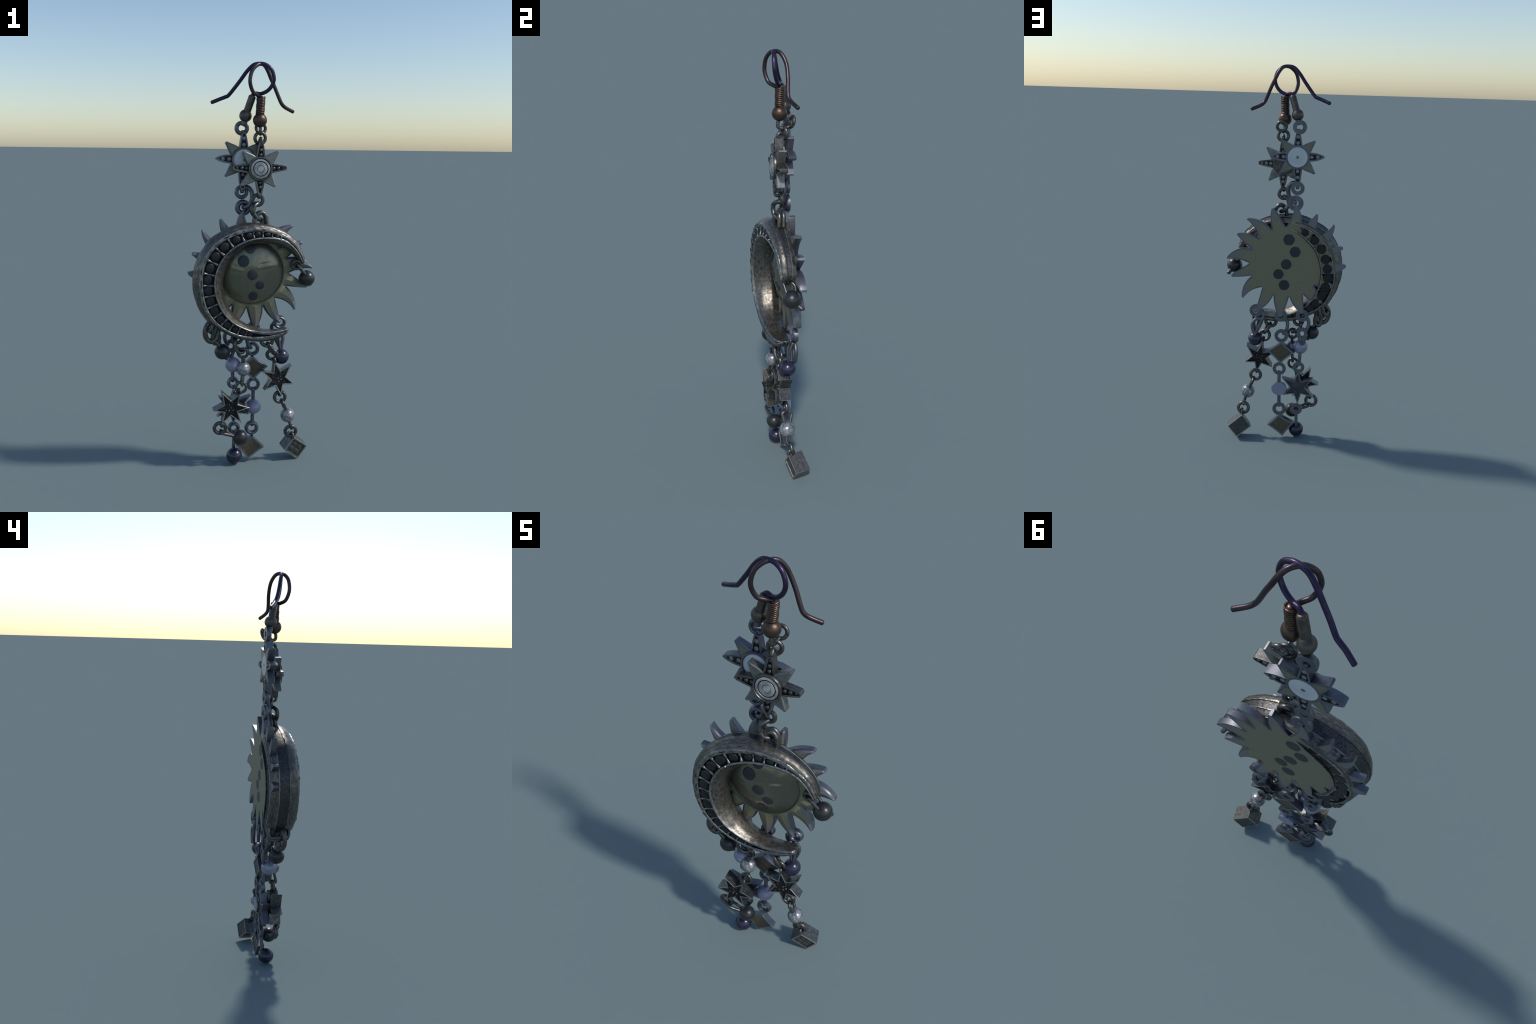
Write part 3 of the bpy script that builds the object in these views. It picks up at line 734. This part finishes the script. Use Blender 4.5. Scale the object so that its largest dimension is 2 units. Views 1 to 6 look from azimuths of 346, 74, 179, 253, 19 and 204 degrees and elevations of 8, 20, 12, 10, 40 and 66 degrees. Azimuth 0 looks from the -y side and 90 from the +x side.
def side_curve(p, q, bul, axis_pt):
    d = q-p; n = V((-d.y, d.x))
    if (p-axis_pt).dot(n) < 0: n = -n
    ctrl = (p+q)/2 + n*bul*2
    return lambda t: p*(1-t)**2 + ctrl*2*t*(1-t) + q*t*t
RD = 0.166                                    # edge of the face disc
sv, sf, ss = [], [], []
for i, (nA, tip, bA, bB) in enumerate(RAYS):
    nB = RAYS[(i+1) % len(RAYS)][0]
    A, B, T = pol(*nA), pol(*nB), pol(*tip)
    base = (A+B)/2
    bl = (B-A).normalized()
    tw = 0.0060
    TA, TB = T - bl*tw, T + bl*tw             # blunt tip
    LA, LB = side_curve(A, TA, bA, base), side_curve(B, TB, bB, base)
    NT = 16
    COL = (0.0, 0.12, 0.22, 0.36, 0.5, 0.64, 0.78, 0.88, 1.0)
    NS = len(COL)-1
    grid = []
    # ring sector from the disc edge to the notches, then the ray itself
    a0, a1 = nA[0], nB[0]
    da = ((a1-a0+180) % 360)-180
    for j in range(-4, NT+1):
        row = []
        for k in range(NS+1):
            s = COL[k]
            chord = A.lerp(B, s)
            if j < 0:
                cpt = pol(a0+da*s, RD)
                p = cpt.lerp(chord, (j+4)/4.0)
                edge = 0
            else:
                t = j/NT
                p = LA(t).lerp(LB(t), s)
            if j >= 0:
                t = j/NT
                e = abs(2*s-1)
                lift = 0.0310 + 0.0100*(1-e)*(1-0.55*t) - 0.003*t - (0.004 if j == NT else 0)
                lift -= 0.0045*max(0.0, (e-0.80)/0.20)
            else:
                f = (j+4)/4.0
                e = abs(2*s-1)
                lift = 0.0380*(1-f) + f*(0.0310+0.0100*(1-e) - 0.0045*max(0.0, (e-0.80)/0.20))
            row.append((p, lift))
        grid.append(row)
    b0 = len(sv)
    for row in grid:
        for p, h in row: sv.append(V((p.x, -h, p.y)))
    nr, nc = len(grid), NS+1
    b1 = len(sv)
    for row in grid:
        for p, h in row: sv.append(V((p.x, 0.0, p.y)))
    for r in range(nr-1):
        for c in range(nc-1):
            sf.append((b0+r*nc+c, b0+r*nc+c+1, b0+(r+1)*nc+c+1, b0+(r+1)*nc+c))
            sf.append((b1+r*nc+c, b1+(r+1)*nc+c, b1+(r+1)*nc+c+1, b1+r*nc+c+1))
            border = 1 if (c in (0, nc-2) and r >= 4) else 0
            ss += [border, border]
    for r in range(4, nr-1):
        for c in (0, nc-1):
            sf.append((b0+r*nc+c, b0+(r+1)*nc+c, b1+(r+1)*nc+c, b1+r*nc+c)); ss.append(1)
    for c in range(nc-1):
        sf.append((b0+(nr-1)*nc+c, b0+(nr-1)*nc+c+1, b1+(nr-1)*nc+c+1, b1+(nr-1)*nc+c)); ss.append(1)
sunburst = child(new_obj("sun_rays", sv, sf, M_OLIVE, True, 20, ST, (M_STEEL,), ss), sun)

def dome_y(x, z):
    """Front of the face: a dome that leans back towards its lower right."""
    dx, dz = x-SCX, z-SCZ
    r = math.hypot(dx, dz)/(RD-0.0055)
    return -0.036 - 0.046*(1-min(1.0, r)**2.2) + (0.035*dx-0.060*dz)*max(0.0, 1-r**4)
# face disc: dome with a groove at its edge, flat behind
dome = [(0.001, 0.0)]
dome += [(RD, 0.0), (RD+0.002, -0.004), (RD+0.002, -0.037), (RD, -0.0405), (RD-0.003, -0.0405), (RD-0.0055, -0.035)]
for k in range(1, 17):
    f = k/16
    r = (RD-0.0055)*(1-f)
    y = -0.036 - 0.046*(1-(r/(RD-0.0055))**2.2)
    dome.append((max(r, 0.001), y))
seg = 96
dv, df = [], []
for r, y in dome:
    for k in range(seg):
        a = 2*math.pi*k/seg
        x, z = r*math.cos(a), r*math.sin(a)
        yy = y
        if y < -0.036 and r < RD-0.006:
            yy = dome_y(SCX+x, SCZ+z)
            # shallow ridges, a groove and uneven lumps on the dome
            def lump(cx, cz, sx, sz, h, rot=0.0):
                dx, dz = x-cx, z-cz
                c, s = math.cos(rot), math.sin(rot)
                u, w = dx*c+dz*s, -dx*s+dz*c
                return h*math.exp(-(u/sx)**2-(w/sz)**2)
            yy -= lump(0.070, 0.032, 0.035, 0.006, 0.004, 0.1) + lump(-0.080, 0.020, 0.03, 0.006, 0.003, -0.2)
            yy += lump(0.068, 0.044, 0.032, 0.005, 0.003, 0.1)
            yy -= noise.noise(V((x*16, z*16, 3)))*0.0024 + noise.noise(V((x*38, z*38, 8)))*0.0014
        dv.append(V((SCX+x, yy, SCZ+z)))
for l in range(len(dome)-1):
    for k in range(seg):
        k2 = (k+1) % seg
        df.append((l*seg+k, l*seg+k2, (l+1)*seg+k2, (l+1)*seg+k))
df.append(tuple(range(seg))); df.append(tuple((len(dome)-1)*seg+k for k in range(seg)))
dslot = [1 if l == 0 else 0 for l in range(len(dome)-1) for k in range(seg)] + [1, 0]
face = child(new_obj("sun_face", dv, df, M_FACE, True, 40, ST, (M_OLIVE,), dslot), sun)
# dark round stones set right through the face, each cut to the curve of the dome
for (x, z), r0, r1 in [((-0.011, 1.114), .0275, .0295), ((-0.045, 1.050), .0285, .0285), ((0.0, 0.982), .0262, .0278),
                       ((0.039, 0.928), .0232, .0270), ((0.008, 0.870), .0242, .0280)]:
    n2 = 36
    rows = [(r0*.03, -.0042, 0), (r0*.5, -.0040, 0), (r0*.9, -.0034, 0), (r0, -.0022, 0), (r0, .004, 0), (r1, None, .02), (r1, None, .02), (r1*.03, None, 0)]
    flat = iter((-0.006, 0.0008, 0.0008))
    v2, f2 = [], []
    for r, off, hexa in rows:
        yb_ = next(flat) if off is None else None
        for k in range(n2):
            a = 2*math.pi*k/n2
            q = r*(1+hexa*math.cos(6*a))
            px_, pz_ = x+q*math.cos(a), z+q*math.sin(a)
            v2.append(V((px_, yb_ if off is None else dome_y(px_, pz_)+off, pz_)))
    for l in range(len(rows)-1):
        for k in range(n2):
            f2.append((l*n2+k, l*n2+(k+1) % n2, (l+1)*n2+(k+1) % n2, (l+1)*n2+k))
    f2.append(tuple(range(n2))); f2.append(tuple((len(rows)-1)*n2+k for k in range(n2)))
    child(new_obj("dark_stone", v2, f2, M_DISC, True, 40, ST), face)

def washer(name, c, Ro, Ri, parent, depth=0.020, mat=None, sx=1.0):
    """Ring that is flat on the back plane and round in front."""
    Ro = Ro*low(c[1])+0.0004; Ri *= low(c[1])
    R, w = (Ro+Ri)/2, (Ro-Ri)/2
    verts, faces = [], []
    seg = 40
    prof = [(-1, -0.0012)] + [(-math.cos(math.pi*k/8), -0.004-(depth-0.004)*math.sin(math.pi*k/8)) for k in range(0, 9)] + [(1, -0.0012)]
    n = len(prof)
    for k in range(seg):
        a = 2*math.pi*k/seg
        for u, y in prof:
            r = R + u*w*(1 if y > -0.005 else 0.95)
            verts.append(V((c[0]+r*math.cos(a), y, c[1]+r*sx*math.sin(a))))
    for k in range(seg):
        k2 = (k+1) % seg
        for j in range(n):
            j2 = (j+1) % n
            faces.append((k*n+j, k*n+j2, k2*n+j2, k2*n+j))
    return child(new_obj(name, verts, faces, mat or M_STEEL, True, 50, ST), parent)

def flat_rod(name, p, q, r, parent, y=-0.010):
    return wire(name, [(p[0], y, p[1]), ((p[0]+q[0])/2, y, (p[1]+q[1])/2), (q[0], y, q[1])], r, M_STEEL, parent, matrix=ST, n=3)

# ---- top of the sun earring: ring, star with white disc, two rings, scroll link
washer("jump_ring", (-0.048, 1.692), 0.0355, 0.0150, sun, 0.026)
BS = ST @ Matrix.Translation((-0.041, -0.036, 1.541))
bstar = star_charm(sun, BS, 0.0, 0.036, M_STEEL, M_STAR_OLIVE, False, (0.0715, 0.1025),
    [(0.5, 0.138), (44, 0.121), (90, 0.130), (136, 0.122), (178, 0.139), (222, 0.122), (268, 0.146), (316, 0.124)], 0,
    [(0.001, -0.004), (0.052, -0.004), (0.0535, -0.009), (0.0575, -0.010), (0.0615, -0.004), (0.0615, 0.036), (0.060, 0.0368), (0.0525, 0.0368), (0.0522, 0.030), (0.001, 0.030)],
    [("pearl_disc", [(0.001, -0.014), (0.020, -0.0135), (0.038, -0.0105), (0.047, -0.007), (0.051, -0.003), (0.0515, 0.035), (0.050, 0.0366), (0.001, 0.0366)], M_WHITE),
     ("centre_dot", [(0.001, -0.0160), (0.006, -0.0155), (0.008, -0.013), (0.008, 0.0370), (0.001, 0.0374)], M_STARMETAL)], almond=(0, 4))
washer("jump_ring", (-0.047, 1.383), 0.0350, 0.0150, sun, 0.024)
washer("jump_ring", (-0.039, 1.306), 0.0405, 0.0145, sun, 0.024)
wire("scroll_link", [(-0.046, -0.012, 1.400), (-0.022, -0.020, 1.408), (0.000, -0.030, 1.386), (0.001, -0.036, 1.350), (-0.014, -0.034, 1.318), (-0.034, -0.020, 1.309), (-0.036, 0.0, 1.309)],
     0.0105, M_STEEL, sun, matrix=ST)
flat_rod("tip_loop", (-0.045, 1.402), (-0.046, 1.382), 0.0090, bstar, -0.010)
flat_rod("tip_loop", (-0.043, 1.660), (-0.043, 1.678), 0.0095, bstar, -0.012)

# ---- chain 1: navy bead on a folded wire
c1 = sun
washer("jump_ring", (0.153, 0.724), 0.0330, 0.0150, c1, 0.026)
wire("folded_wire", [(0.122, -0.016, 0.722), (0.112, -0.008, 0.705), (0.118, -0.006, 0.678), (0.146, -0.008, 0.678), (0.168, -0.008, 0.655), (0.170, -0.008, 0.625), (0.158, -0.008, 0.585)],
     0.0085, M_STEEL, c1, matrix=ST)
wire("folded_wire", [(0.118, -0.006, 0.678), (0.130, -0.008, 0.645), (0.146, -0.010, 0.612), (0.156, -0.012, 0.590)], 0.0088, M_STEEL, c1, matrix=ST)
wire("folded_wire", [(0.135, -0.024, 0.690), (0.142, -0.040, 0.650), (0.152, -0.040, 0.590)], 0.0066, M_STEEL, c1, matrix=ST)
wire("folded_wire", [(0.168, -0.024, 0.690), (0.166, -0.036, 0.650), (0.158, -0.040, 0.590)], 0.0066, M_STEEL, c1, matrix=ST)
bead("round_bead", (0.153, -0.004, 0.555), 0.0375, M_NAVY, c1)

# ---- diamond charm
def diamond(parent, top, right, bot, left, thick):
    cx = (top[0]+right[0]+bot[0]+left[0])/4; cz = (top[1]+right[1]+bot[1]+left[1])/4
    po = []
    cor = [V(right), V(top), V(left), V(bot)]
    for i in range(4):
        p, q = cor[i], cor[(i+1) % 4]
        for k in range(5):
            t = k/5
            m = p.lerp(q, t)
            m += (V((cx, cz))-m)*0.055*math.sin(math.pi*t)
            po.append(m)
    pi = inset(po, 0.0098); pm = inset(po, 0.0012)
    ob = shell("diamond_charm", [(pi, -thick+0.004), (pi, -thick+0.001), (pm, -thick), (po, -thick+0.0015), (po, -0.001), (pm, 0.0), (pi, -0.0005), (pi, -0.005)], M_STEEL, parent, ST, 25, ((1, 2, 4, 5), M_STEEL_RIM))
    fl = inset(po, 0.0101)
    shell("diamond_panel", [(fl, -thick+0.003), (fl, -0.0030)], M_BROWN, ob, ST)
    # four soft petals on the back panel
    for k in range(4):
        d = (cor[k]-V((cx, cz)))*0.27
        bead("panel_petal", V((cx+d.x, -0.0034, cz+d.y)), 0.016, M_BROWN, ob, (1, 0.14, 0.9), ST, 20, 12)
    return ob

# ---- chain 2: diamonds and a flat-backed lavender bead
c2 = sun
washer("jump_ring", (0.020, 0.701), 0.0320, 0.0130, c2, 0.024)
wire("scroll_link", [(0.020, -0.016, 0.690), (0.004, -0.026, 0.680), (-0.013, -0.026, 0.665), (-0.016, -0.024, 0.636), (-0.006, -0.022, 0.606), (0.006, -0.016, 0.596)], 0.0085, M_STEEL, c2, matrix=ST)
washer("jump_ring", (0.014, 0.589), 0.0350, 0.0165, c2, 0.022)
diamond(c2, (0.013, 0.556), (0.090, 0.501), (0.015, 0.432), (-0.059, 0.497), 0.036)
washer("jump_ring", (0.020, 0.403), 0.0335, 0.0165, c2, 0.022)
flat_rod("eye_pin", (0.020, 0.385), (0.020, 0.315), 0.0084, c2)
flat_rod("eye_pin", (0.018, 0.260), (0.016, 0.185), 0.0084, c2)
# half bead cut by the back plane
hb = disc_layers([(0.001, -0.0560), (0.012, -0.0545), (0.022, -0.0490), (0.030, -0.0405), (0.0355, -0.030), (0.0380, -0.018), (0.0385, -0.007), (0.0370, 0.0), (0.001, 0.0)], 40)
hb = [([(p[0]*1.08+0.019, p[1]+0.287) for p in pl], y) for pl, y in hb]
shell("half_bead", hb, M_LAV, c2, ST, 50)
washer("jump_ring", (0.014, 0.171), 0.0340, 0.0160, c2, 0.022)
diamond(c2, (0.017, 0.136), (0.077, 0.074), (-0.008, 0.012), (-0.070, 0.090), 0.036)

# ---- chain 3: lavender bead, star, navy bead
c3 = sun
washer("jump_ring", (-0.094, 0.707), 0.0325, 0.0135, c3, 0.024)
wire("folded_wire", [(-0.094, -0.016, 0.690), (-0.116, -0.022, 0.692), (-0.129, -0.022, 0.668), (-0.126, -0.020, 0.640), (-0.112, -0.016, 0.616)], 0.0088, M_STEEL, c3, matrix=ST)
washer("jump_ring", (-0.097, 0.607), 0.0260, 0.0100, c3, 0.020, sx=1.25)
wire("folded_wire", [(-0.120, -0.008, 0.600), (-0.110, -0.009, 0.570), (-0.100, -0.012, 0.545)], 0.0078, M_STEEL, c3, matrix=ST)
wire("folded_wire", [(-0.075, -0.008, 0.600), (-0.086, -0.009, 0.570), (-0.096, -0.012, 0.545)], 0.0078, M_STEEL, c3, matrix=ST)
bead("round_bead", (-0.092, 0.016, 0.520), 0.0375, M_LAV, c3)
flat_rod("eye_pin", (-0.089, 0.492), (-0.086, 0.425), 0.0084, c3, -0.016)
washer("jump_ring", (-0.084, 0.415), 0.0295, 0.0125, c3, 0.024)
S3 = ST @ Matrix.Translation((-0.0815, -0.038, 0.298))
recessed_star("star_charm", c3, S3, [(32, 0.098), (90, 0.090), (146, 0.094), (210, 0.098), (268, 0.093), (329, 0.086)], 0.0395, 0.038, M_STEEL, M_SLATE, 12, M_STEEL_RIM, M_SLATE)
washer("jump_ring", (-0.079, 0.175), 0.0295, 0.0120, c3, 0.024)
flat_rod("eye_pin", (-0.079, 0.160), (-0.081, 0.070), 0.0078, c3, -0.018)
bead("round_bead", (-0.083, 0.015, 0.0405), 0.0375, M_NAVY, c3)
